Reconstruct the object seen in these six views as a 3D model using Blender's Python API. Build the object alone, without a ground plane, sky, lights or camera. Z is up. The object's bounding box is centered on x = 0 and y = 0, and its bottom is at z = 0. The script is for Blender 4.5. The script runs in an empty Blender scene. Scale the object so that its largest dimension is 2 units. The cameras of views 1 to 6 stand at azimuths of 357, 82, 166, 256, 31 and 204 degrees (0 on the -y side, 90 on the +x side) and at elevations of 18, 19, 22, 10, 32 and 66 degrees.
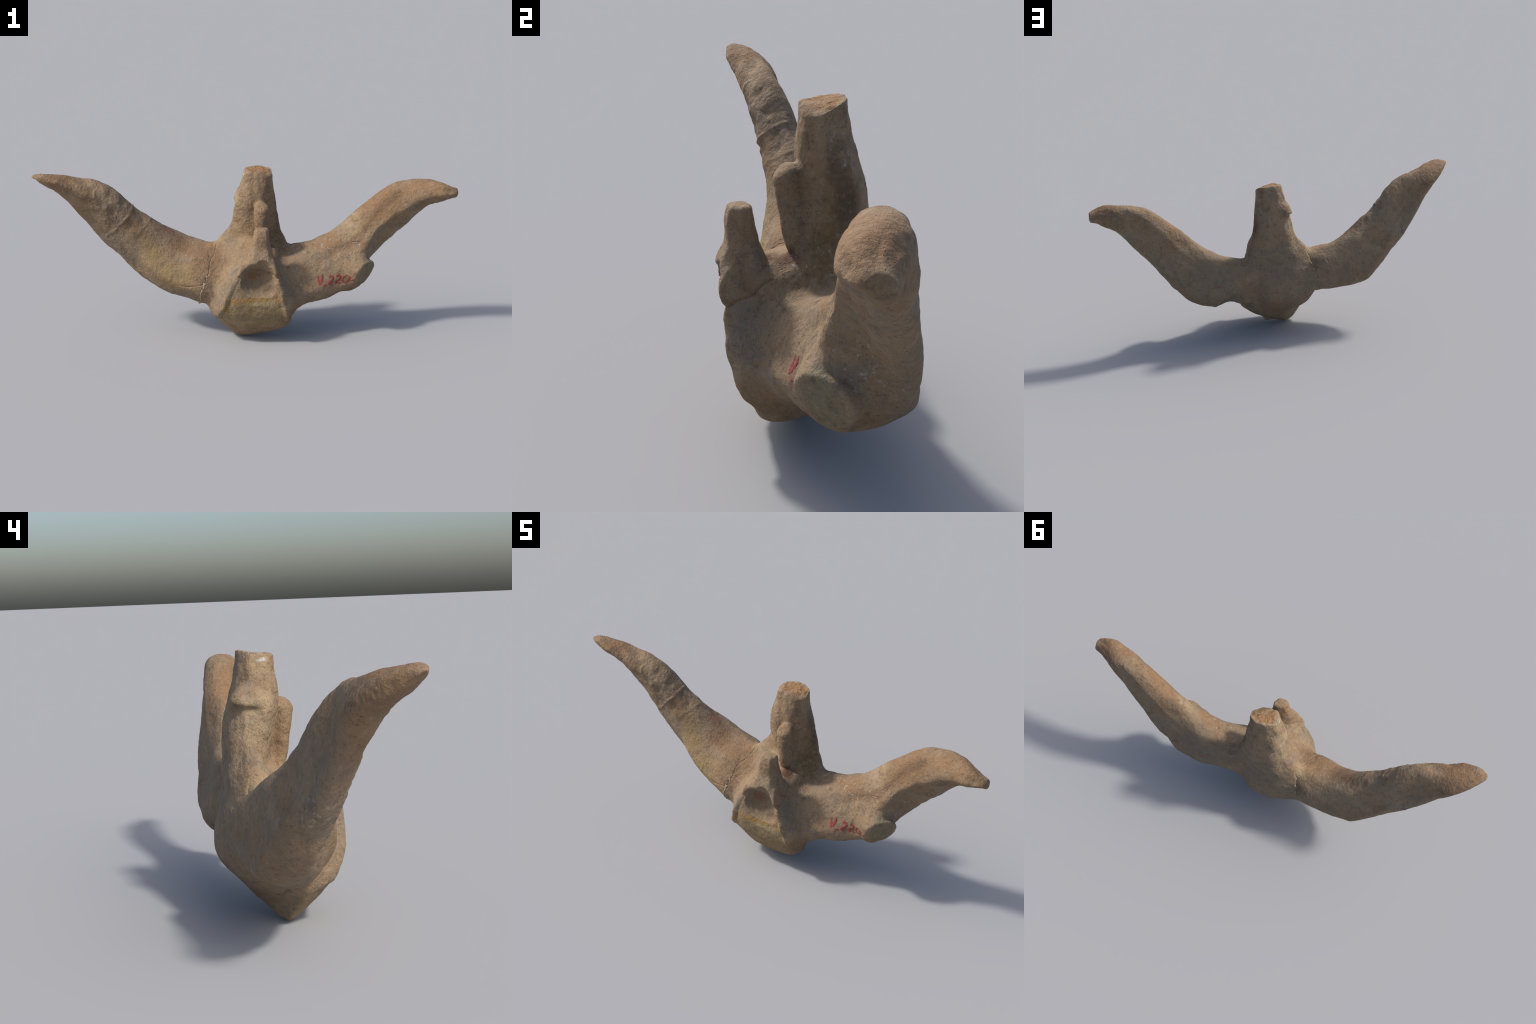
"""Fossil vertebra: a faceted body, two long curved side processes, a broken
spine stump with a knob, and a small glued-on front peg.
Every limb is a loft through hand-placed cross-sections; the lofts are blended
as signed fields, meshed once, roughened, and cut into named parts."""
import bpy, math
import numpy as np

GRID = 0.0045            # sampling step of the blended field, metres
SEED = 11

# ------------------------------------------------------------------ helpers
def hermite(xs, V, q):
    """Smooth interpolation of rows V (stations xs) at positions q."""
    xs = np.asarray(xs, float); V = np.asarray(V, float)
    if V.ndim == 1:
        V = V[:, None]
    d = np.diff(V, axis=0) / np.diff(xs)[:, None]
    m = np.zeros_like(V); m[0] = d[0]; m[-1] = d[-1]
    h = np.diff(xs)
    m[1:-1] = (d[:-1] * h[1:, None] + d[1:] * h[:-1, None]) / (h[1:] + h[:-1])[:, None]
    q = np.clip(q, xs[0], xs[-1])
    i = np.clip(np.searchsorted(xs, q) - 1, 0, len(xs) - 2)
    t = ((q - xs[i]) / h[i])[:, None]; H = h[i][:, None]
    return ((2*t**3-3*t**2+1)*V[i] + (t**3-2*t**2+t)*H*m[i]
            + (-2*t**3+3*t**2)*V[i+1] + (t**3-t**2)*H*m[i+1])

NA = 180                 # angular samples of a section
ANG = np.arange(NA) * 2 * math.pi / NA

def ring_from_radii(r):
    """Closed section from equally spaced radii (counter-clockwise from axis 0)."""
    n = len(r)
    xs = np.arange(-3, n + 4) * 2 * math.pi / n
    rr = np.array([r[i % n] for i in range(-3, n + 4)])
    return hermite(xs, rr, ANG)[:, 0]

def ring_from_points(pts, c, soft=6.0):
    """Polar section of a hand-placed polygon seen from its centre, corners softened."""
    p = np.asarray(pts, float) - np.asarray(c)
    a = p; b = np.roll(p, -1, 0)
    out = np.zeros(NA)
    for k, t in enumerate(ANG):
        d = np.array([math.cos(t), math.sin(t)])
        e = b - a
        den = d[0]*e[:, 1] - d[1]*e[:, 0]
        den = np.where(abs(den) < 1e-12, 1e-12, den)
        s = (a[:, 0]*e[:, 1] - a[:, 1]*e[:, 0]) / den
        u = (a[:, 0]*d[1] - a[:, 1]*d[0]) / den
        ok = (u >= -1e-6) & (u <= 1+1e-6) & (s > 0)
        out[k] = s[ok].max() if ok.any() else np.nan
    out = np.where(np.isnan(out), np.nanmean(out), out)
    w = np.exp(-0.5*((np.arange(NA) - NA//2) / (soft * NA / 360))**2); w /= w.sum()
    return np.real(np.fft.ifft(np.fft.fft(out) * np.fft.fft(np.roll(w, -NA//2))))

def smin(a, b, k):
    h = np.maximum(k - np.abs(a - b), 0) / k
    return np.minimum(a, b) - h*h*k*0.25

def smax(a, b, k):
    return -smin(-a, -b, k)

# ------------------------------------------------------------ sampling grid
LO = np.array([-1.03, -0.27, -0.03]); HI = np.array([1.03, 0.29, 0.89])
NX, NY, NZ = [int(math.ceil(v)) for v in (HI - LO) / GRID]
GX = (LO[0] + GRID*np.arange(NX)).astype(np.float32)
GY = (LO[1] + GRID*np.arange(NY)).astype(np.float32)
GZ = (LO[2] + GRID*np.arange(NZ)).astype(np.float32)
FAR = 0.3

def loft_x(stations, ends, cap_round=0.012):
    """Field of a limb running along x: stations (x, cy, cz, 12 radii in the y-z plane)."""
    f = np.full((NX, NY, NZ), FAR, np.float32)
    xs = np.array([s[0] for s in stations])
    C = np.array([[s[1], s[2]] for s in stations])
    R = np.array([ring_from_radii(s[3]) for s in stations])
    q = GX.astype(float)
    c = hermite(xs, C, q); r = hermite(xs, R, q)
    Y, Z = np.meshgrid(GY, GZ, indexing='ij')
    for i in range(NX):
        if not (xs[0]-0.05 < q[i] < xs[-1]+0.05):
            continue
        dy = Y - c[i, 0]; dz = Z - c[i, 1]
        t = np.arctan2(dz, dy) % (2*math.pi) * (NA / (2*math.pi))
        k = t.astype(int) % NA; w = t - np.floor(t)
        rr = r[i][k]*(1-w) + r[i][(k+1) % NA]*w
        v = (np.hypot(dy, dz) - rr) * 0.8
        cap = max(ends[0] - q[i], q[i] - ends[1])
        f[i] = smax(v, np.full_like(v, cap), cap_round)
    return f

def loft_z(sections, ends, soft=6.0, cap_round=0.015, scale=0.85):
    """Field of an upright limb: sections (z, (cx, cy), polygon in the x-y plane)."""
    f = np.full((NX, NY, NZ), FAR, np.float32)
    zs = np.array([s[0] for s in sections])
    C = np.array([s[1] for s in sections])
    R = np.array([ring_from_points(s[2], s[1], soft) for s in sections])
    q = GZ.astype(float)
    c = hermite(zs, C, q); r = np.maximum(hermite(zs, R, q), 0.0)
    i0 = np.searchsorted(GX, -0.5); i1 = np.searchsorted(GX, 0.5)
    X, Y = np.meshgrid(GX[i0:i1], GY, indexing='ij')
    for i in range(NZ):
        if not (ends[0]-0.06 < q[i] < ends[1]+0.06):
            continue
        dx = X - c[i, 0]; dy = Y - c[i, 1]
        t = np.arctan2(dy, dx) % (2*math.pi) * (NA / (2*math.pi))
        k = t.astype(int) % NA; w = t - np.floor(t)
        rr = r[i][k]*(1-w) + r[i][(k+1) % NA]*w
        v = (np.hypot(dx, dy) - rr) * scale
        cap = max(ends[0] - q[i], q[i] - ends[1])
        f[i0:i1, :, i] = smax(v, np.full_like(v, cap), cap_round)
    return f

class Box:
    """A sub-block of the grid, for small local features."""
    def __init__(self, lo, hi):
        self.s = tuple(slice(max(int((a - o)/GRID), 0), int((b - o)/GRID) + 1)
                       for a, b, o in zip(lo, hi, LO))
        self.X, self.Y, self.Z = np.meshgrid(GX[self.s[0]], GY[self.s[1]], GZ[self.s[2]], indexing='ij')
    def capsule(self, a, b, ra, rb):
        a = np.array(a); b = np.array(b); d = b - a
        t = np.clip(((self.X-a[0])*d[0] + (self.Y-a[1])*d[1] + (self.Z-a[2])*d[2]) / (d@d), 0, 1)
        return np.sqrt((self.X-a[0]-t*d[0])**2 + (self.Y-a[1]-t*d[1])**2
                       + (self.Z-a[2]-t*d[2])**2) - (ra + (rb-ra)*t)
    def ellipsoid(self, c, r, axes=None):
        M = np.eye(3) if axes is None else np.array(axes, float)
        P = np.stack([self.X-c[0], self.Y-c[1], self.Z-c[2]], -1) @ M.T / np.array(r)
        k = np.linalg.norm(P, axis=-1)
        return (k - 1) * min(r)
    def plane(self, p, n):
        n = np.array(n, float); n /= np.linalg.norm(n)
        return (self.X-p[0])*n[0] + (self.Y-p[1])*n[1] + (self.Z-p[2])*n[2]

# ------------------------------------------------- side process on the -x side
# (x, centre y, centre z, radii every 22.5 degrees from +y towards +z)
PROCESS_A = [
 (-1.000, -0.034, 0.825, (.012,.011,.010,.009,.009,.010,.011,.013,.013,.010,.009,.008,.009,.009,.011,.012)),
 (-0.985, -0.030, 0.823, (.023,.020,.015,.012,.011,.012,.016,.024,.026,.014,.012,.010,.012,.013,.022,.022)),
 (-0.970, -0.028, 0.817, (.035,.030,.021,.019,.018,.023,.030,.038,.034,.023,.021,.016,.018,.023,.035,.034)),
 (-0.930, -0.015, 0.800, (.054,.041,.033,.032,.033,.039,.051,.061,.050,.040,.032,.029,.032,.039,.059,.059)),
 (-0.860, 0.012, 0.762, (.062,.051,.047,.052,.059,.070,.073,.087,.061,.045,.041,.046,.055,.073,.082,.076)),
 (-0.780, 0.027, 0.702, (.047,.045,.054,.074,.100,.097,.104,.078,.056,.047,.043,.053,.081,.130,.090,.059)),
 (-0.700, 0.039, 0.628, (.044,.045,.051,.076,.156,.143,.111,.064,.053,.050,.059,.070,.116,.166,.081,.055)),
 (-0.620, 0.059, 0.553, (.057,.055,.062,.091,.174,.158,.112,.072,.063,.064,.075,.100,.143,.165,.113,.068)),
 (-0.540, 0.076, 0.465, (.069,.068,.075,.107,.178,.164,.121,.086,.076,.083,.089,.106,.154,.164,.134,.085)),
 (-0.460, 0.081, 0.400, (.087,.084,.095,.135,.187,.160,.123,.102,.101,.116,.119,.137,.155,.161,.158,.108)),
 (-0.380, 0.079, 0.358, (.108,.106,.120,.166,.169,.143,.121,.111,.118,.135,.135,.146,.151,.143,.147,.130)),
 (-0.300, 0.074, 0.330, (.126,.126,.146,.164,.141,.126,.127,.118,.129,.150,.145,.146,.137,.125,.133,.133)),
 (-0.220, 0.063, 0.317, (.141,.155,.162,.154,.134,.124,.129,.127,.140,.158,.162,.159,.128,.114,.121,.131)),
 (-0.100,  0.040, 0.300, (.130,.130,.130,.125,.115,.110,.110,.110,.115,.120,.120,.120,.115,.110,.110,.120)),
]
# ------------------------------------------------- side process on the +x side
PROCESS_B = [
 (0.100,  0.030, 0.290, (.120,.125,.125,.120,.115,.115,.115,.115,.115,.120,.120,.120,.115,.110,.110,.115)),
 (0.220, 0.028, 0.285, (.130,.162,.166,.166,.130,.124,.125,.121,.131,.170,.167,.152,.131,.128,.134,.124)),
 (0.300, 0.040, 0.305, (.134,.131,.141,.157,.138,.129,.113,.106,.114,.151,.155,.147,.129,.116,.121,.125)),
 (0.380, 0.048, 0.320, (.113,.107,.120,.162,.166,.150,.113,.107,.109,.135,.150,.144,.153,.137,.142,.133)),
 (0.460, 0.053, 0.357, (.089,.089,.099,.141,.195,.154,.111,.096,.095,.106,.144,.148,.156,.158,.149,.111)),
 (0.540, 0.044, 0.412, (.088,.088,.101,.145,.215,.152,.113,.101,.093,.104,.136,.169,.166,.166,.157,.105)),
 (0.620, 0.050, 0.537, (.059,.058,.071,.105,.154,.146,.104,.092,.092,.076,.075,.085,.124,.187,.098,.068)),
 (0.700, 0.033, 0.614, (.055,.055,.068,.107,.137,.132,.096,.084,.078,.067,.069,.082,.127,.158,.091,.063)),
 (0.780, 0.011, 0.670, (.054,.058,.067,.097,.103,.101,.093,.084,.076,.061,.062,.070,.101,.125,.089,.065)),
 (0.860, -0.011, 0.713, (.056,.057,.063,.065,.067,.065,.072,.073,.070,.054,.049,.054,.066,.081,.075,.064)),
 (0.930, -0.039, 0.724, (.049,.046,.041,.042,.042,.049,.055,.055,.058,.043,.036,.035,.039,.056,.059,.049)),
 (0.970, -0.048, 0.725, (.035,.031,.029,.029,.027,.033,.038,.039,.043,.032,.023,.024,.028,.038,.041,.039)),
 (0.998, -0.046, 0.723, (.027,.022,.021,.023,.024,.027,.027,.031,.029,.022,.021,.020,.022,.027,.033,.029)),
]
# ------------------------------------------------------- body, level by level
BODY = [
 (-0.006, (-.050,  .000), [(-.062,0),(-.055,-.008),(-.040,-.007),(-.036,.002),(-.045,.010),(-.058,.008)]),
 (0.030, (-.030, -.002), [(-.092,0),(-.070,-.044),(0,-.060),(.060,-.056),(.060,-.020),(.035,.032),(-.010,.038),(-.060,.014)]),
 (0.080, ( .010, -.010), [(-.138,-.02),(-.088,-.088),(-.02,-.114),(.10,-.122),(.172,-.114),(.190,-.07),(.170,-.01),(.140,.050),(.085,.095),(.000,.074),(-.080,.030)]),
 (0.140, ( .010, -.005), [(-.188,-.03),(-.137,-.128),(-.07,-.154),(.06,-.160),(.186,-.158),(.212,-.10),(.208,-.02),(.190,.070),(.115,.145),(-.02,.140),(-.125,.098)]),
 (0.200, ( .010,  .000), [(-.200,-.03),(-.122,-.162),(-.07,-.176),(.06,-.180),(.196,-.182),(.230,-.13),(.222,-.03),(.195,.095),(.115,.182),(-.01,.196),(-.150,.150)]),
 (0.280, ( .020,  .005), [(-.190,-.03),(-.095,-.178),(-.05,-.188),(.05,-.193),(.172,-.196),(.200,-.14),(.210,-.03),(.195,.10),(.115,.188),(-.02,.206),(-.165,.172)]),
 (0.360, ( .025,  .000), [(-.180,.00),(-.095,-.100),(-.060,-.186),(.00,-.196),(.135,-.202),(.146,-.15),(.168,-.03),(.185,.09),(.110,.166),(-.03,.188),(-.165,.165)]),
 (0.420, ( .035,  .010), [(-.155,.05),(-.074,-.008),(-.030,-.145),(.05,-.198),(.115,-.178),(.125,-.10),(.155,-.02),(.185,.09),(.110,.144),(-.04,.164),(-.140,.140)]),
 (0.470, ( .040,  .045), [(-.115,.06),(-.050,.028),(.000,-.010),(.04,-.030),(.090,-.030),(.120,-.01),(.155,.02),(.180,.09),(.110,.142),(-.05,.154),(-.118,.125)]),
]
SPINE = [
 (0.380, (.035, .060), [(-.140,.090),(-.120,.138),(-.050,.165),(.080,.158),(.165,.135),(.192,.08),(.150,.01),(.10,-.01),(.01,-.005),(-.05,.05)]),
 (0.440, (.038, .065), [(-.126,.090),(-.108,.134),(-.042,.160),(.080,.154),(.162,.134),(.195,.08),(.150,.02),(.10,-.005),(.01,.010),(-.05,.060)]),
 (0.500, (.040, .065), [(-.104,.075),(-.090,.124),(-.032,.158),(.085,.157),(.153,.133),(.178,.085),(.130,.025),(.09,.003),(.015,.021),(-.042,.054)]),
 (0.600, (.045, .068), [(-.066,.052),(-.060,.112),(-.010,.153),(.080,.156),(.145,.118),(.153,.07),(.11,.018),(.07,.000),(.000,.016),(-.040,.036)]),
 (0.700, (.050, .062), [(-.045,.03),(-.040,.103),(.010,.132),(.080,.131),(.134,.097),(.138,.05),(.092,.005),(.06,-.010),(.00,-.006)]),
 (0.760, (.052, .057), [(-.030,.03),(-.027,.093),(.018,.119),(.080,.117),(.124,.086),(.128,.04),(.09,.000),(.05,-.008),(.00,.002)]),
 (0.800, (.054, .055), [(-.020,.03),(-.018,.085),(.022,.110),(.085,.108),(.122,.082),(.124,.04),(.085,.003),(.045,-.004),(-.003,.006)]),
 (0.860, (.055, .052), [(-.018,.03),(-.016,.080),(.026,.104),(.085,.102),(.122,.078),(.124,.04),(.085,.006),(.045,.000),(.002,.010)]),
]
PEG = [
 (0.370, (.040,-.145), [(-.064,-.190),(-.042,-.207),(.05,-.212),(.125,-.212),(.132,-.17),(.122,-.10),(.03,-.080),(-.04,-.130)]),
 (0.420, (.045,-.145), [(-.044,-.190),(-.010,-.207),(.06,-.214),(.120,-.204),(.126,-.15),(.116,-.085),(.04,-.080),(-.02,-.130)]),
 (0.460, (.055,-.142), [(-.018,-.178),(.015,-.200),(.09,-.198),(.114,-.17),(.114,-.11),(.09,-.085),(.04,-.093),(-.005,-.140)]),
 (0.500, (.056,-.142), [(.002,-.162),(.026,-.184),(.085,-.182),(.104,-.15),(.102,-.11),(.08,-.099),(.03,-.110),(.006,-.13)]),
 (0.550, (.058,-.147), [(.016,-.158),(.032,-.184),(.082,-.182),(.097,-.15),(.094,-.120),(.06,-.114),(.025,-.128)]),
 (0.610, (.060,-.146), [(.028,-.154),(.040,-.170),(.077,-.168),(.092,-.146),(.088,-.122),(.06,-.119),(.034,-.132)]),
]

def build_field():
    f = loft_z(BODY, (-0.006, 0.475), soft=3.5, cap_round=0.03, scale=0.8)
    f = smin(f, loft_x(PROCESS_A, (-1.001, -0.11), 0.010), 0.022)
    f = smin(f, loft_x(PROCESS_B, (0.11, 0.999), 0.010), 0.035)
    f = smin(f, loft_z(SPINE, (0.38, 0.86), soft=7.0), 0.040)
    f = smin(f, loft_z(PEG, (0.37, 0.592), soft=6.0, cap_round=0.012), 0.012)
    # low keel behind the tip, and the flare where the -x process meets the spine
    b = Box((-.20, -.12, -.03), (.26, .20, .20)); g = f[b.s]
    f[b.s] = smin(g, b.capsule((.045, .040, .048), (.090, .054, .058), .010, .015), 0.012)
    b = Box((-.30, -.08, .36), (.06, .20, .62)); g = f[b.s]
    f[b.s] = smin(g, b.capsule((-.165, .085, .415), (-.085, .095, .470), .030, .030), 0.040)
    # broken top of the spine, with its worn hollow
    b = Box((-.08, -.06, .74), (.19, .19, .885)); g = f[b.s]
    g = smax(g, b.plane((.055, .010, .819), (.03, -.17, 1.0)), 0.006)
    g = smax(g, b.plane((.085, .010, .803), (.30, -.50, .80)), 0.006)
    g = smax(g, -b.ellipsoid((.052, .050, .836), (.050, .036, .015)), 0.008)
    f[b.s] = g
    # gap behind the peg, down to the filler
    b = Box((-.06, -.16, .38), (.20, .04, .64)); g = f[b.s]
    gap = b.capsule((.20, -.045, .500), (.075, -.075, .500), .040, .022)
    gap = np.minimum(gap, b.capsule((.075, -.075, .500), (.015, -.070, .510), .020, .016))
    gap = np.minimum(gap, b.capsule((.020, -.060, .485), (-.012, -.030, .490), .020, .022))
    gap = np.minimum(gap, b.capsule((.12, -.06, .472), (.06, -.076, .480), .020, .012))
    f[b.s] = smax(g, -gap, 0.02)
    # knob on the front of the spine with a slanting worn face
    b = Box((-.02, -.14, .40), (.18, .10, .73)); g = f[b.s]
    k = b.capsule((.066, -.034, .650), (.067, -.014, .495), .036, .030)
    k = smax(k, b.plane((.067, -.062, .665), (.15, -.62, .75)), 0.010)
    g = smin(g, k, 0.020)
    f[b.s] = smax(g, -np.minimum(b.capsule((.024, -.012, .530), (.022, -.014, .470), .002, .005), b.capsule((.030, -.002, .540), (.030, .000, .475), .004, .006)), 0.006)
    # curled lip on the flank of the spine
    b = Box((-.12, -.04, .62), (.06, .20, .80)); g = f[b.s]
    shelf = b.ellipsoid((-.016, .088, .688), (.044, .062, .050))
    shelf = smax(shelf, -b.plane((-.030, .075, .676), (-.25, -.12, 1.0)), 0.004)
    g = smin(g, shelf, 0.012)
    g = smax(g, -b.ellipsoid((-.062, .105, .712), (.018, .030, .022)), 0.010)
    g = smax(g, -b.ellipsoid((-.058, .060, .735), (.018, .034, .016)), 0.012)
    f[b.s] = g
    # hollow canal on the front face, under the peg
    b = Box((-.16, -.28, .12), (.22, -.05, .50)); g = f[b.s]
    c, s = math.cos(.28), math.sin(.28)
    lean = [(c, 0, -s), (0, 1, 0), (s, 0, c)]
    g = smax(g, -b.ellipsoid((.040, -.222, .345), (.086, .060, .096), lean), 0.008)
    g = smax(g, -b.ellipsoid((.064, -.226, .415), (.040, .046, .046)), 0.005)
    g = smax(g, -b.ellipsoid((.085, -.215, .300), (.040, .040, .040)), 0.010)
    f[b.s] = g
    # broken stub of a rib facet on the +x process
    b = Box((.34, -.26, .10), (.80, .20, .56)); g = f[b.s]
    s = b.capsule((.480, .010, .350), (.578, -.050, .322), .085, .068)
    g = smin(g, s, 0.03)
    cut = smax(-b.plane((.568, -.046, .325), (.66, -.66, -.36)), b.ellipsoid((.640, -.120, .300), (.15, .15, .15)), 0.01)
    f[b.s] = smax(g, -cut, 0.010)
    return f

# --------------------------------------------------------- field to mesh
def surface_net(f):
    """Quads through the zero level of a sampled field."""
    s = f < 0
    c = [s[i:NX-1+i, j:NY-1+j, k:NZ-1+k] for i in (0, 1) for j in (0, 1) for k in (0, 1)]
    n = sum(a.astype(np.int8) for a in c)
    cell = (n > 0) & (n < 8)
    idx = -np.ones(cell.shape, np.int64)
    I = np.argwhere(cell); idx[cell] = np.arange(len(I))
    acc = np.zeros((len(I), 3)); cnt = np.zeros(len(I))
    corners = [(i, j, k) for i in (0, 1) for j in (0, 1) for k in (0, 1)]
    for a in corners:
        for ax in range(3):
            if a[ax]:
                continue
            b = list(a); b[ax] = 1
            fa = f[I[:, 0]+a[0], I[:, 1]+a[1], I[:, 2]+a[2]].astype(float)
            fb = f[I[:, 0]+b[0], I[:, 1]+b[1], I[:, 2]+b[2]].astype(float)
            m = (fa < 0) != (fb < 0)
            t = np.where(m, fa / np.where(fa == fb, 1, fa - fb), 0)
            p = np.tile(np.array(a, float), (len(I), 1)); p[:, ax] += t
            acc[m] += p[m]; cnt[m] += 1
    V = LO + GRID * (I + acc / cnt[:, None])
    Q = []
    for ax in range(3):
        sl = [slice(1, -1)]*3; sl[ax] = slice(0, -1)
        sh = list(sl); sh[ax] = slice(1, None)
        a = s[tuple(sl)]; b = s[tuple(sh)]
        base = np.array([1, 1, 1]); base[ax] = 0
        u, v = [(1, 2), (2, 0), (0, 1)][ax]
        for flag, rev in ((a & ~b, False), (~a & b, True)):
            E = np.argwhere(flag) + base
            def at(du, dv):
                e = E.copy(); e[:, u] -= du; e[:, v] -= dv
                return idx[e[:, 0], e[:, 1], e[:, 2]]
            q = np.stack([at(1, 1), at(0, 1), at(0, 0), at(1, 0)], 1)
            Q.append(q[:, ::-1] if rev else q)
    return V, np.concatenate(Q)

def normals(V, Q):
    n = np.cross(V[Q[:, 2]] - V[Q[:, 0]], V[Q[:, 3]] - V[Q[:, 1]])
    N = np.zeros_like(V)
    for k in range(4):
        np.add.at(N, Q[:, k], n)
    return N / np.maximum(np.linalg.norm(N, axis=1, keepdims=True), 1e-12)

def relax(V, Q, it, lam=0.5):
    for k in range(it):
        S = np.zeros_like(V); c = np.zeros(len(V))
        for a in range(4):
            np.add.at(S, Q[:, a], V[Q[:, (a+1) % 4]] + V[Q[:, a-1]]); np.add.at(c, Q[:, a], 2)
        V = V + (lam if k % 2 == 0 else -lam*1.03) * (S / c[:, None] - V)
    return V

def subdivide(V, Q):
    """One linear 1-to-4 split of every quad."""
    E = np.sort(np.concatenate([Q[:, [k, (k+1) % 4]] for k in range(4)]), 1)
    key = E[:, 0] * len(V) + E[:, 1]
    u, inv = np.unique(key, return_inverse=True)
    mid = 0.5 * (V[u // len(V)] + V[u % len(V)])
    n = len(Q); e = [len(V) + inv[k*n:(k+1)*n] for k in range(4)]
    ctr = V[Q].mean(1); c = len(V) + len(mid) + np.arange(n)
    V2 = np.concatenate([V, mid, ctr])
    Q2 = np.concatenate([np.stack([Q[:, k], e[k], c, e[k-1]], 1) for k in range(4)])
    return V2, Q2

def vnoise(P, freq, seed):
    """Value noise in [-1, 1]."""
    p = P * freq + 37.7 + seed * 3.17
    i = np.floor(p).astype(np.int64); t = p - i; t = t*t*t*(t*(t*6-15)+10)
    def h(a, b, c):
        x = (a*73856093) ^ (b*19349663) ^ (c*83492791) ^ (seed*2654435761)
        x = (x ^ (x >> 13)) * 1274126177 & 0x7fffffff
        x = (x ^ (x >> 15)) * 668265263 & 0x7fffffff
        return (x & 0xffff) / 32767.5 - 1
    o = 0
    for a in (0, 1):
        for b in (0, 1):
            for c in (0, 1):
                w = (t[:, 0] if a else 1-t[:, 0])*(t[:, 1] if b else 1-t[:, 1])*(t[:, 2] if c else 1-t[:, 2])
                o = o + w*h(i[:, 0]+a, i[:, 1]+b, i[:, 2]+c)
    return o

# ------------------------------------------------------ relief on the surface
def along(P, pts):
    """Distance from each point to a polyline."""
    pts = np.array(pts, float); d = np.full(len(P), 9.0)
    for a, b in zip(pts[:-1], pts[1:]):
        e = b - a; t = np.clip((P - a) @ e / (e @ e), 0, 1)
        d = np.minimum(d, np.linalg.norm(P - a - t[:, None]*e, axis=1))
    return d

def blob(P, c, r):
    q = (P - np.array(c)) / np.array(r)
    return np.exp(-(q*q).sum(1))

# growth ridges and cracks: (points, half width, height)
RIDGES = [
 ([(-.985,-.050,.826),(-.901,-.074,.806),(-.844,-.066,.782),(-.788,-.052,.752),(-.730,-.046,.722)], .010, .0050),
 ([(-.700,.015,.772),(-.706,-.010,.762),(-.722,-.032,.745),(-.716,-.044,.718)], .007, .0060),
 ([(-.548,.060,.655),(-.552,.030,.643),(-.560,.008,.625),(-.590,-.016,.596),(-.632,-.006,.553),(-.678,.020,.514)], .0075, .0080),
 ([(-.455,.070,.590),(-.480,.030,.572),(-.500,.004,.552),(-.520,-.008,.528)], .009, .0045),
 ([(-.572,-.012,.596),(-.556,-.012,.566),(-.530,-.010,.538)], .006, .0045),
 ([(-.640,-.020,.690),(-.610,-.022,.660),(-.625,-.018,.625)], .008, .0040),
 ([(-.670,-.030,.700),(-.668,-.028,.668)], .007, .0040),
]
RIDGES += [
 ([(-.045,.010,.665),(-.060,.016,.580),(-.085,.030,.500)], .008, .0050),
 ([(-.042,.112,.660),(-.062,.116,.570),(-.092,.124,.480)], .008, .0040),
 ([(.010,-.008,.760),(.014,-.010,.700),(.020,-.004,.620)], .006, .0045),
 ([(-.020,.170,.470),(-.090,.160,.430),(-.140,.155,.380)], .016, .0040),
]
HOLLOWS = [((-.634,-.022,.650), .026, .007), ((-.562,-.010,.575), .020, .006), ((-.518,-.009,.515), .018, .005),
           ((-.690,-.035,.690), .020, .005), ((-.728,-.009,.640), .030, .004), ((-.600,.010,.680), .022, .005),
           ((-.500,.030,.595), .020, .004), ((-.840,-.030,.800), .020, .003), ((-.760,.000,.780), .020, .003),
           ((-.560,.130,.300), .030, .008), ((.640,-.030,.520), .050, .006), ((-.060,.065,.560), .024, .005),
           ((.020,-.150,.320), .020, .006), ((.075,-.150,.345), .016, -.005), ((.950,-.085,.735), .020, .004), ((.030,.000,.640), .016, .005), ((-.056,.075,.655), .020, .005),
           ((-.014,.025,.822), .012, .006), ((.022,.108,.838), .012, .005), ((.118,.060,.825), .013, .006), ((.030,.000,.815), .010, .006), ((-.016,.075,.828), .010, .004)]
CRACKS = [
 ([(-.405,-.010,.262),(-.375,-.040,.278),(-.345,-.055,.284),(-.294,-.070,.279),(-.220,-.084,.291)], .0030, .0045),
 ([(.405,-.018,.458),(.437,-.022,.467),(.486,-.028,.478),(.532,-.035,.483),(.560,-.040,.478)], .0030, .0045),
 ([(-.005,-.196,.402),(.020,-.185,.398),(.057,-.172,.390),(.107,-.194,.377),(.129,-.194,.368)], .0025, .0035),
 ([(.120,-.186,.245),(.128,-.178,.200),(.126,-.168,.165),(.133,-.150,.130)], .0025, .0025),
 ([(-.090,-.175,.238),(-.108,-.166,.205),(-.122,-.150,.170)], .0050, .0060),
 ([(-.330,.060,.500),(-.300,.020,.470),(-.270,-.020,.425)], .0030, .0025),
 ([(-.150,.030,.130),(-.120,.040,.105),(-.100,.055,.110),(-.080,.060,.085)], .0030, .0050),
]

def seam_offset(P):
    """Signed distance across the glued break of the -x process."""
    return P[:, 0] + 0.290 - 0.13*P[:, 1] - 0.30*P[:, 2] + 0.006*vnoise(P, 22, 5) + 0.005*vnoise(P, 75, 6)

def peg_offset(P):
    """Height above the glued break under the front peg."""
    return P[:, 2] - 0.372 - 0.52*(P[:, 1]+.2) + 0.15*(P[:, 0]-.06) + 0.005*vnoise(P, 30, 7) + 0.002*vnoise(P, 90, 8)

def in_peg_zone(P):
    return (P[:, 1] < -0.080) & (P[:, 0] > -0.10) & (P[:, 0] < 0.17) & (P[:, 2] > 0.32)

def in_process_b(P):
    return P[:, 0] - 0.195 - 0.03*vnoise(P, 12, 9) > 0

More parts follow.
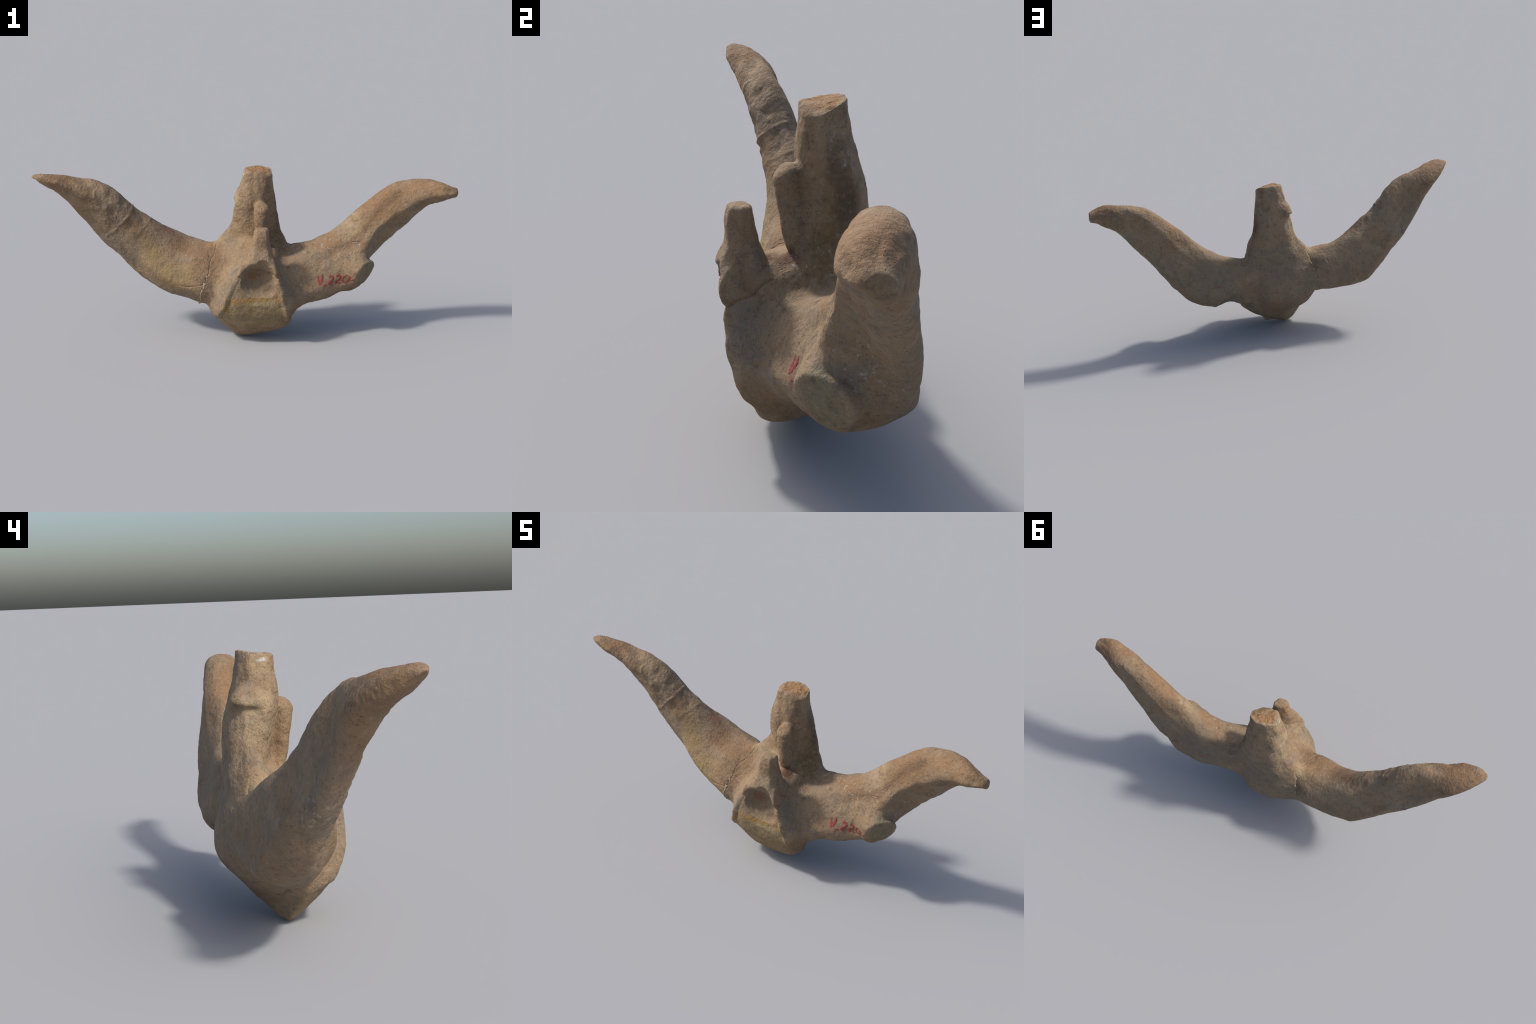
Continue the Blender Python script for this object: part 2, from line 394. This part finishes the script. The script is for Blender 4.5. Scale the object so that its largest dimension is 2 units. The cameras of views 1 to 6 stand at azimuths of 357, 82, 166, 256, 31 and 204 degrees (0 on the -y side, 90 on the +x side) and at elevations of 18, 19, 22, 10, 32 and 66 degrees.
def relief(V, N):
    front = np.clip(-N[:, 1]*2 + N[:, 2], 0, 1)
    d = 0.0030*vnoise(V, 8, 1) + 0.0018*vnoise(V, 19, 2) + 0.0010*vnoise(V, 45, 3) + 0.0006*vnoise(V, 110, 4)
    rough = (0.30 + 0.8*np.clip((-V[:, 0]-.45)*6, 0, 1)*front
             + 1.2*blob(V, (-.03, .04, .66), (.07, .09, .12)) + 1.1*blob(V, (.06, .05, .83), (.10, .10, .03))
             + 1.0*blob(V, (.56, -.04, .33), (.06, .06, .08)))
    d += rough*(0.0024*vnoise(V, 26, 10) + 0.0012*np.abs(vnoise(V, 60, 11)) + 0.0004*vnoise(V, 150, 12))
    W = V + 0.004*np.stack([vnoise(V, 40, 20), vnoise(V, 40, 21), vnoise(V, 40, 22)], 1)
    for pts, w, h in RIDGES:
        r = along(W, pts); d += 0.52*h*np.exp(-(r/w)**2)
    for c, r, h in HOLLOWS:
        d -= h*blob(W, c, (r, r, r))
    for pts, w, h in CRACKS:
        r = along(W, pts); d -= h*np.exp(-(r/w)**2)
    # front face: a sunken facet framed by two raised edges running down from the peg
    ax, az = V[:, 0], V[:, 2]
    left = (ax - (-.062 + (az - .373)*(.079/.211)))*0.94
    right = (.129 - (az - .370)*.25 - ax)*0.97
    inside = np.minimum(left, right) + 0.003*vnoise(V, 35, 16)
    face = np.clip((-N[:, 1] - .25)*3, 0, 1)*(np.abs(V[:, 0]-.03) < .24)*np.clip((az - .09)/.04, 0, 1)*np.clip((.44 - az)/.04, 0, 1)
    d -= face*0.0100*np.clip(inside/.018, 0, 1)
    d += face*0.0050*np.exp(-(inside/.012)**2)
    # scalloped lower rims of the side processes
    rim = np.clip(-N[:, 2] - 0.2, 0, 1)*(np.abs(V[:, 0]) > .25)
    d += rim*0.0030*vnoise(V*np.array([1, .4, .4]), 48, 13)
    # glued break of the -x process: groove, with a slight step
    s = seam_offset(V)
    d -= 0.0032*np.exp(-(s/.0026)**2) * (0.45 + 0.55*(vnoise(V, 38, 14) > -0.35))
    d -= 0.0012*np.clip(1 + s/.03, 0, 1)*(s < 0)*(s > -.03)
    # glued break under the peg
    z = in_peg_zone(V); p = peg_offset(V)
    d -= z*0.0045*np.exp(-(p/.0035)**2)*np.clip((V[:, 1]+.22)*30, 0.3, 1)
    d += z*0.0022*np.exp(-np.clip(p, 0, None)/.02)*(p > 0)
    # worn pits on the broken stub face and the spine top
    for c, r in (((.56, -.04, .33), .085), ((.052, .052, .82), .05)):
        b = blob(V, c, (r, r, r)); d -= 0.0035*b*np.clip(vnoise(V, 60, 15), 0, 1)
    return d

# ------------------------------------------------------------- materials
class Nodes:
    def __init__(self, name):
        self.m = bpy.data.materials.new(name); self.m.use_nodes = True
        self.t = self.m.node_tree; self.t.nodes.clear()
        self.co = self.t.nodes.new('ShaderNodeTexCoord').outputs['Object']
    def add(self, kind, **kw):
        n = self.t.nodes.new(kind)
        for k, v in kw.items():
            setattr(n, k, v)
        return n
    def put(self, sock, v):
        if hasattr(v, 'links'):
            self.t.links.new(v, sock)
        else:
            sock.default_value = v
    def math(self, op, a, b=0.0, clamp=False):
        n = self.add('ShaderNodeMath', operation=op, use_clamp=clamp)
        self.put(n.inputs[0], a); self.put(n.inputs[1], b); return n.outputs[0]
    def noise(self, scale, detail=5.0, rough=0.6, dist=0.0, stretch=None, shift=0.0):
        n = self.add('ShaderNodeTexNoise')
        co = self.co
        if stretch or shift:
            mp = self.add('ShaderNodeMapping'); self.put(mp.inputs[0], co)
            mp.inputs['Scale'].default_value = stretch or (1, 1, 1)
            mp.inputs['Location'].default_value = (shift, shift*.7, shift*1.3)
            co = mp.outputs[0]
        self.put(n.inputs['Vector'], co)
        n.inputs['Scale'].default_value = scale; n.inputs['Detail'].default_value = detail
        n.inputs['Roughness'].default_value = rough; n.inputs['Distortion'].default_value = dist
        return n.outputs[0]
    def step(self, v, lo, hi, a=0.0, b=1.0):
        n = self.add('ShaderNodeMapRange', interpolation_type='SMOOTHSTEP')
        self.put(n.inputs['Value'], v)
        for k, x in zip(('From Min', 'From Max', 'To Min', 'To Max'), (lo, hi, a, b)):
            n.inputs[k].default_value = x
        return n.outputs[0]
    def ramp(self, v, stops):
        n = self.add('ShaderNodeValToRGB'); self.put(n.inputs[0], v)
        e = n.color_ramp.elements
        while len(e) < len(stops):
            e.new(0.5)
        for k, (p, c) in zip(e, stops):
            k.position = p; k.color = (*c, 1)
        return n.outputs[0]
    def mix(self, fac, a, b, mode='MIX'):
        n = self.add('ShaderNodeMix', data_type='RGBA', blend_type=mode)
        self.put(n.inputs[0], fac)
        self.put(n.inputs[6], a if hasattr(a, 'links') else (*a, 1))
        self.put(n.inputs[7], b if hasattr(b, 'links') else (*b, 1))
        return n.outputs[2]
    def patch(self, warped, spots, edge=0.45):
        """Soft-edged patches: the strongest of several ellipsoids (centre, radii)."""
        out = None
        for c, r in spots:
            s = self.add('ShaderNodeVectorMath', operation='SUBTRACT'); self.put(s.inputs[0], warped); s.inputs[1].default_value = c
            d = self.add('ShaderNodeVectorMath', operation='DIVIDE'); self.put(d.inputs[0], s.outputs[0]); d.inputs[1].default_value = r
            l = self.add('ShaderNodeVectorMath', operation='LENGTH'); self.put(l.inputs[0], d.outputs[0])
            v = self.step(l.outputs['Value'], 1 - edge, 1 + edge, 1.0, 0.0)
            out = v if out is None else self.math('MAXIMUM', out, v)
        return out
    def warp(self, scale, amount):
        n = self.add('ShaderNodeTexNoise'); self.put(n.inputs['Vector'], self.co)
        n.inputs['Scale'].default_value = scale; n.inputs['Detail'].default_value = 4
        s = self.add('ShaderNodeVectorMath', operation='SUBTRACT'); self.put(s.inputs[0], n.outputs['Color']); s.inputs[1].default_value = (.5, .5, .5)
        k = self.add('ShaderNodeVectorMath', operation='SCALE'); self.put(k.inputs[0], s.outputs[0]); k.inputs['Scale'].default_value = amount
        a = self.add('ShaderNodeVectorMath', operation='ADD'); self.put(a.inputs[0], self.co); self.put(a.inputs[1], k.outputs[0])
        return a.outputs[0]
    def finish(self, col, rough, bumps):
        p = self.add('ShaderNodeBsdfPrincipled'); o = self.add('ShaderNodeOutputMaterial')
        self.put(p.inputs['Base Color'], col); self.put(p.inputs['Roughness'], rough)
        p.inputs['Specular IOR Level'].default_value = 0.3
        nrm = None
        for h, dist in bumps:
            b = self.add('ShaderNodeBump'); b.inputs['Strength'].default_value = 1.0; b.inputs['Distance'].default_value = dist
            self.put(b.inputs['Height'], h)
            if nrm is not None:
                self.put(b.inputs['Normal'], nrm)
            nrm = b.outputs[0]
        if nrm is not None:
            self.put(p.inputs['Normal'], nrm)
        self.t.links.new(p.outputs[0], o.inputs[0])
        return self.m

TAN = (.300, .210, .126); BROWN = (.220, .140, .078); GREY = (.212, .170, .120); PALE = (.330, .255, .172)

def bone_material():
    n = Nodes('fossil_bone')
    w = n.warp(9.0, 0.07); wf = n.warp(28.0, 0.03)
    big = n.noise(4.0, 6, .62); mid = n.noise(17, 6, .65, .6); fine = n.noise(75, 5, .7); grain = n.noise(210, 3, .7)
    col = n.ramp(big, [(.30, GREY), (.46, TAN), (.58, (.248, .158, .088)), (.72, BROWN)])
    col = n.mix(n.step(mid, .50, .72, 0, .55), col, (.150, .100, .064))
    col = n.mix(n.step(mid, .46, .28, 0, .50), col, (.290, .215, .140))
    col = n.mix(n.step(n.noise(6.5, 6, .68, .4, None, 21), .52, .70, 0, .50), col, (.300, .178, .086))
    col = n.mix(n.step(n.noise(8.0, 6, .70, .4, None, 31), .52, .68, 0, .60), col, (.190, .168, .138))
    col = n.mix(n.step(n.noise(12.0, 6, .72, .6, None, 41), .56, .70, 0, .55), col, (.115, .078, .055))
    col = n.mix(n.step(n.noise(30, 5, .75, .5, None, 51), .52, .66, 0, .45), col, (.120, .084, .058))
    col = n.mix(n.step(n.noise(26, 5, .75, .5, None, 61), .54, .68, 0, .40), col, (.360, .270, .175))
    # weathered grey-olive on the rear and outer flanks (a patina with its own grain)
    rear = n.patch(w, [((-.52, .20, .42), (.36, .13, .30)), ((.45, .19, .40), (.34, .13, .28)), ((0, .24, .35), (.24, .12, .30)),
                       ((-.62, .02, .46), (.22, .05, .10)), ((-.66, .10, .52), (.26, .09, .18)), ((-.40, .10, .22), (.22, .10, .07))], .35)
    col = n.mix(n.math('MULTIPLY', rear, n.step(n.noise(9, 5, .7, shift=4), .32, .64, .12, .62)), col, (.182, .148, .108))
    # warm ochre-brown upper surfaces of the side processes
    warm = n.patch(w, [((.62, .0, .66), (.16, .07, .09)), ((.85, -.05, .76), (.14, .07, .05)), ((-.85, -.03, .83), (.16, .06, .06)),
                       ((-.25, .02, .46), (.12, .09, .05)), ((.35, .02, .46), (.14, .07, .06))], .5)
    col = n.mix(n.math('MULTIPLY', warm, n.step(n.noise(14, 5, .65, shift=9), .34, .62, .15, .75)), col, (.255, .145, .072))
    # yellow-olive mineral stain on the -x process
    yel = n.patch(w, [((-.46, -.01, .43), (.05, .05, .09)), ((-.38, -.05, .33), (.11, .05, .06)), ((-.49, -.02, .40), (.04, .05, .06))], .6)
    col = n.mix(n.math('MULTIPLY', yel, n.step(n.noise(22, 5, .65, shift=2), .32, .60, .25, .85)), col, (.300, .212, .098))
    # dark purple-brown crust along its top
    dark = n.patch(w, [((-.42, .05, .55), (.12, .06, .06)), ((-.58, .02, .66), (.10, .05, .06)), ((-.34, .03, .46), (.07, .05, .03)),
                       ((-.60, .0, .62), (.10, .05, .07)), ((-.20, .17, .39), (.04, .03, .05)), ((-.30, .16, .30), (.07, .04, .05))], .6)
    col = n.mix(n.math('MULTIPLY', dark, n.step(n.noise(34, 5, .7, shift=6), .38, .68, .05, .65)), col, (.125, .080, .055))
    # front face: olive lower facet, ochre band, grey pit
    col = n.mix(n.math('MULTIPLY', n.patch(wf, [((.04, -.15, .16), (.14, .08, .075))], .25), .75), col, (.235, .172, .085))
    col = n.mix(n.math('MULTIPLY', n.patch(wf, [((.095, -.19, .232), (.055, .04, .026)), ((.02, -.19, .225), (.05, .04, .014))], .4), .80), col, (.400, .310, .165))
    col = n.mix(n.math('MULTIPLY', n.patch(w, [((.03, -.19, .250), (.115, .05, .014)), ((-.075, -.175, .235), (.022, .03, .02)), ((-.110, -.15, .185), (.012, .03, .03))], .7),
                       n.step(mid, .3, .6, .35, .95)), col, (.330, .190, .050))
    col = n.mix(n.math('MULTIPLY', n.patch(wf, [((.035, -.15, .335), (.075, .06, .075))], .35), .65), col, (.168, .122, .078))
    col = n.mix(n.math('MULTIPLY', n.patch(wf, [((.02, -.155, .365), (.03, .04, .025)), ((.125, -.2, .372), (.012, .02, .008))], .6), .55), col, (.200, .075, .028))
    # olive-ochre stains on the flank of the spine, rust in the gap behind the peg
    col = n.mix(n.math('MULTIPLY', n.patch(w, [((.16, .03, .50), (.05, .07, .07)), ((.16, .06, .58), (.03, .05, .08))], .6), n.step(fine, .3, .65, .3, .9)), col, (.165, .110, .045))
    col = n.mix(n.math('MULTIPLY', n.patch(w, [((.145, .085, .62), (.03, .022, .09)), ((.14, .06, .70), (.02, .02, .05))], .6), .65), col, (.092, .058, .036))
    col = n.mix(n.math('MULTIPLY', n.patch(wf, [((.105, -.045, .462), (.035, .03, .022)), ((.06, -.075, .47), (.03, .02, .02))], .6), .85), col, (.085, .032, .016))
    # paler tan patches, then scattered whitish spots
    pale_tan = n.patch(w, [((-.05, .08, .68), (.035, .08, .03)), ((-.04, .10, .58), (.03, .05, .10)), ((.51, .01, .575), (.05, .04, .06)), ((-.03, .05, .80), (.02, .06, .03)),
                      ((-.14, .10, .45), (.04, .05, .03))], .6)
    col = n.mix(n.math('MULTIPLY', pale_tan, n.step(mid, .35, .62, .15, .85)), col, (.385, .290, .170))
    chalk = n.patch(w, [((.33, .01, .45), (.09, .06, .04)), ((.23, .07, .44), (.05, .07, .04)), ((.60, .01, .42), (.05, .06, .05)), ((.61, .08, .36), (.03, .05, .05)),
                        ((.13, -.01, .47), (.05, .05, .04)), ((.50, .02, .58), (.05, .04, .06)), ((.56, -.05, .50), (.08, .05, .05)), ((-.69, .10, .47), (.04, .05, .04)),
                        ((.15, .09, .74), (.03, .05, .08)), ((-.02, .05, .81), (.02, .04, .02))], .7)
    col = n.mix(n.math('MULTIPLY', chalk, n.step(n.noise(60, 4, .7, shift=3), .56, .66, 0, .75)), col, (.430, .385, .350))
    col = n.mix(n.patch(n.warp(60, .02), [((-.020, .045, .806), (.011, .013, .007))], .4), col, (.50, .47, .43))
    # broken surfaces: rusty spine top, olive stub face
    top = n.patch(n.warp(40, .022), [((.054, .052, .826), (.058, .047, .020))], .25)
    col = n.mix(n.math('MULTIPLY', n.patch(wf, [((.054, .052, .830), (.085, .072, .018))], .2), .55), col, (.370, .280, .185))
    col = n.mix(n.math('MULTIPLY', top, n.step(n.noise(45, 5, .7, shift=7), .36, .54, .30, .92)), col, n.ramp(fine, [(.35, (.340, .180, .065)), (.65, (.240, .110, .042))]))
    stub = n.patch(n.warp(30, .02), [((.568, -.046, .327), (.052, .052, .078))], .15)
    col = n.mix(n.math('MULTIPLY', stub, .8), col, n.ramp(n.noise(48, 5, .7, shift=5), [(.34, (.105, .086, .064)), (.46, (.205, .168, .102)), (.68, (.240, .196, .118))]))
    # faded red smears
    red = n.patch(n.warp(45, .03), [((.285, -.060, .262), (.010, .03, .040)), ((.405, -.06, .282), (.11, .03, .020)), ((.372, .15, .325), (.022, .03, .014)), ((-.392, .08, .528), (.045, .03, .018))], .8)
    col = n.mix(n.math('MULTIPLY', red, n.step(n.noise(55, 4, .7, shift=8), .38, .60, .10, .62)), col, (.225, .070, .048))
    # dark pores and fine grain
    col = n.mix(n.step(fine, .54, .70, 0, .55), col, (.090, .060, .040))
    col = n.mix(n.step(fine, .44, .30, 0, .40), col, (.350, .270, .180))
    pores = n.add('ShaderNodeTexVoronoi'); n.put(pores.inputs['Vector'], n.warp(40, .02)); pores.inputs['Scale'].default_value = 130
    pore = n.math('MULTIPLY', n.step(pores.outputs['Distance'], .22, .10), n.step(n.noise(11, 4, .6, shift=12), .46, .60))
    col = n.mix(n.math('MULTIPLY', pore, .45), col, (.060, .042, .030))
    col = n.mix(n.step(grain, .62, .74, 0, .35), col, (.42, .36, .29))
    col = n.mix(n.step(grain, .40, .28, 0, .35), col, (.075, .052, .038))
    streak = n.noise(60, 4, .7, 0, (1.0, .35, .35), 1.0)
    rough = n.step(mid, .3, .7, .66, .86)
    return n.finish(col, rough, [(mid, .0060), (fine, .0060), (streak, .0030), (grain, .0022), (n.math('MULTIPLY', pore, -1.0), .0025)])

def plain_material(name, a, b, rough=0.85, scale=60.0):
    n = Nodes(name)
    f = n.noise(scale, 5, .65)
    return n.finish(n.ramp(f, [(.35, a), (.65, b)]), rough, [(f, .002)])

# ------------------------------------------------------------ assemble parts
def make_object(name, V, Q, mat, root, N=None):
    used = np.unique(Q); m = -np.ones(len(V), np.int64); m[used] = np.arange(len(used))
    v = V[used]; q = m[Q]
    me = bpy.data.meshes.new(name)
    me.vertices.add(len(v)); me.vertices.foreach_set('co', v.astype(np.float32).ravel())
    me.loops.add(q.size); me.loops.foreach_set('vertex_index', q.astype(np.int32).ravel())
    me.polygons.add(len(q)); me.polygons.foreach_set('loop_start', (np.arange(len(q))*q.shape[1]).astype(np.int32))
    me.update(calc_edges=True); me.validate()
    me.shade_smooth()
    if N is not None:
        me.normals_split_custom_set_from_vertices(N[used].tolist())
    me.materials.append(mat)
    ob = bpy.data.objects.new(name, me); bpy.context.collection.objects.link(ob)
    ob.parent = root
    return ob

def stroke(surface, pts, width, half=0.0010):
    """A brush stroke laid on the front of the bone: points (x, z), raised by a film of paint."""
    p = np.array(pts, float); seg = np.r_[0, np.cumsum(np.linalg.norm(np.diff(p, axis=0), axis=1))]
    n = max(int(seg[-1]/.0016), 3); s = np.linspace(0, seg[-1], n)
    c = hermite(seg, p, s); t = np.gradient(c, axis=0); t /= np.linalg.norm(t, axis=1, keepdims=True)
    nrm = np.stack([-t[:, 1], t[:, 0]], 1)
    rag = 1 + 0.55*vnoise(np.c_[c, np.zeros(n)], 190, 31)
    end = np.sqrt(np.clip(1 - np.abs(2*s/seg[-1] - 1)**6, 0.04, 1))
    ws = width*0.5*rag*end
    K = 7; rows = []
    for j in range(K):
        o = (j/(K-1)*2 - 1)
        e = c + nrm*(ws*o*(1+0.25*vnoise(np.c_[c, np.full(n, j)], 150, 33)))[:, None]
        rows.append([surface(x, z, half*(1-o*o)+.0002) for x, z in e])
    P = np.array(rows).transpose(1, 0, 2).reshape(-1, 3)
    q = [[i*K+j, i*K+j+1, (i+1)*K+j+1, (i+1)*K+j] for i in range(n-1) for j in range(K-1)]
    return P, np.array(q)

def build():
    V, Q = surface_net(build_field())
    V = relax(V, Q, 4)
    V, Q = subdivide(V, Q); V = relax(V, Q, 4)
    N = normals(V, Q)
    V = V + N*relief(V, N)[:, None]
    V[:, 2] = np.maximum(V[:, 2], 0.0005)
    N = normals(V, Q)
    root = bpy.data.objects.new('fossil_vertebra', None); bpy.context.collection.objects.link(root)
    root['label'] = 'brown fossil vertebra with two long curved side processes'
    root['category'] = 'fossil bone'
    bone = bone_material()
    C = V[Q].mean(1)
    kind = np.zeros(len(Q), int)                                   # vertebral body
    kind[seam_offset(C) < 0] = 1                                   # process towards -x
    kind[in_process_b(C)] = 2                                      # process towards +x
    sp = (C[:, 2] > 0.455 + 0.01*vnoise(C, 15, 40)) & (C[:, 0] > -.15) & (C[:, 0] < .195) & (C[:, 1] > -.085) & (kind == 0)
    kind[sp] = 3                                                   # spine
    kn = (C[:, 1] < 0.012 - 0.06*(0.69-C[:, 2])/.2) & (C[:, 1] > -.085) & (abs(C[:, 0]-.068) < .040) & (C[:, 2] < .692) & (C[:, 2] > .50)
    kind[kn & (kind == 3)] = 4                                     # knob on the spine
    kind[in_peg_zone(C) & (peg_offset(C) > 0)] = 5                 # glued peg
    names = ['vertebral_body', 'transverse_process', 'transverse_process', 'neural_spine', 'articular_knob', 'articular_process']
    for k, nm in enumerate(names):
        if (kind == k).any():
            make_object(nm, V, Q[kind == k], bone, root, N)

    # crumbs and strips of pale filler pressed into the break of the -x process
    rng = np.random.default_rng(SEED)
    filler = plain_material('pale_filler', (.250, .185, .115), (.330, .250, .160), .9, 90)
    s = np.abs(seam_offset(C)); sel = np.where((s < .003) & (C[:, 2] < .40))[0]
    wgt = np.where((C[sel, 1] < 0) & (C[sel, 2] < .31), 4.0, np.where(C[sel, 1] > .12, 1.6, .3)); wgt /= wgt.sum()
    FV, FQ, off = [], [], 0
    cube = np.array([(x, y, z) for x in (-1, 1) for y in (-1, 1) for z in (-1, 1)], float)
    cq = np.array([(0, 1, 3, 2), (4, 6, 7, 5), (0, 4, 5, 1), (2, 3, 7, 6), (0, 2, 6, 4), (1, 5, 7, 3)])
    for i in rng.choice(sel, 46, p=wgt):
        nn = N[Q[i]].mean(0); nn /= np.linalg.norm(nn)
        t1 = np.cross(nn, (1, 0, .2)); t1 /= np.linalg.norm(t1); t2 = np.cross(nn, t1)
        v, q = subdivide(cube*(1 + .25*rng.normal(size=(8, 3))), cq); v = relax(v, q, 1); v, q = subdivide(v, q); v = relax(v, q, 1)
        v = v*np.array([.0065, .0042, .0030])*(0.6 + 0.7*rng.random())
        FV.append(C[i] + nn*.0008 + v[:, :1]*t1 + v[:, 1:2]*t2 + v[:, 2:]*nn); FQ.append(q + off); off += len(v)
    fo = make_object('seam_filler', np.concatenate(FV), np.concatenate(FQ), filler, root); fo['kind'] = 'stuff'

    # painted catalogue mark on the front of the +x process
    from mathutils.bvhtree import BVHTree
    from mathutils import Vector
    near = (C[:, 0] > .27) & (C[:, 0] < .58) & (C[:, 2] < .50) & (C[:, 1] < .06)
    qs = Q[near]; u = np.unique(qs); mp = -np.ones(len(V), int); mp[u] = np.arange(len(u))
    tree = BVHTree.FromPolygons(V[u].tolist(), mp[qs].tolist())
    def surface(x, z, lift):
        hit, nr, _, _ = tree.ray_cast(Vector((x - .0, -.5, z + .165)), Vector((0, .943, -.333)))
        if hit is None:
            return (x, -.05, z)
        return tuple(hit + nr*lift)
    glyphs = [
     ([(290,310),(335,480),(370,650)], 62), ([(495,255),(465,430),(430,560),(375,655)], 66), ([(300,560),(480,560)], 40),
     ([(515,702),(585,675),(655,645)], 42),
     ([(742,375),(800,325),(890,325),(905,410),(850,490),(775,545),(770,610),(845,600)], 62),
     ([(1045,365),(1120,285),(1185,350),(1150,450),(1060,530),(1010,585),(1090,575),(1175,585)], 60),
     ([(1440,290),(1340,365),(1290,465),(1350,550),(1450,545),(1535,455),(1535,360),(1450,292)], 48),
     ([(1605,500),(1660,482),(1725,496)], 36)]
    PV, PQ, off = [], [], 0
    for g, wd in glyphs:
        p, q = stroke(surface, [(.2995 + .0001228*a, .350 - .0001277*b) for a, b in g], wd*.00021)
        PV.append(p); PQ.append(q + off); off += len(p)
    paint = plain_material('faded_red_paint', (.215, .036, .030), (.245, .075, .055), .75, 130)
    make_object('catalogue_number', np.concatenate(PV), np.concatenate(PQ), paint, root)
    ring = [(.455 + .0085*math.cos(a), .416 + .0095*math.sin(a)) for a in np.linspace(0, 2*math.pi, 15)]
    p, q = stroke(surface, ring, .0016, .0005)
    make_object('pencil_ring', p, q, plain_material('graphite', (.070, .055, .045), (.120, .092, .070), .7, 200), root)
    return root

build()
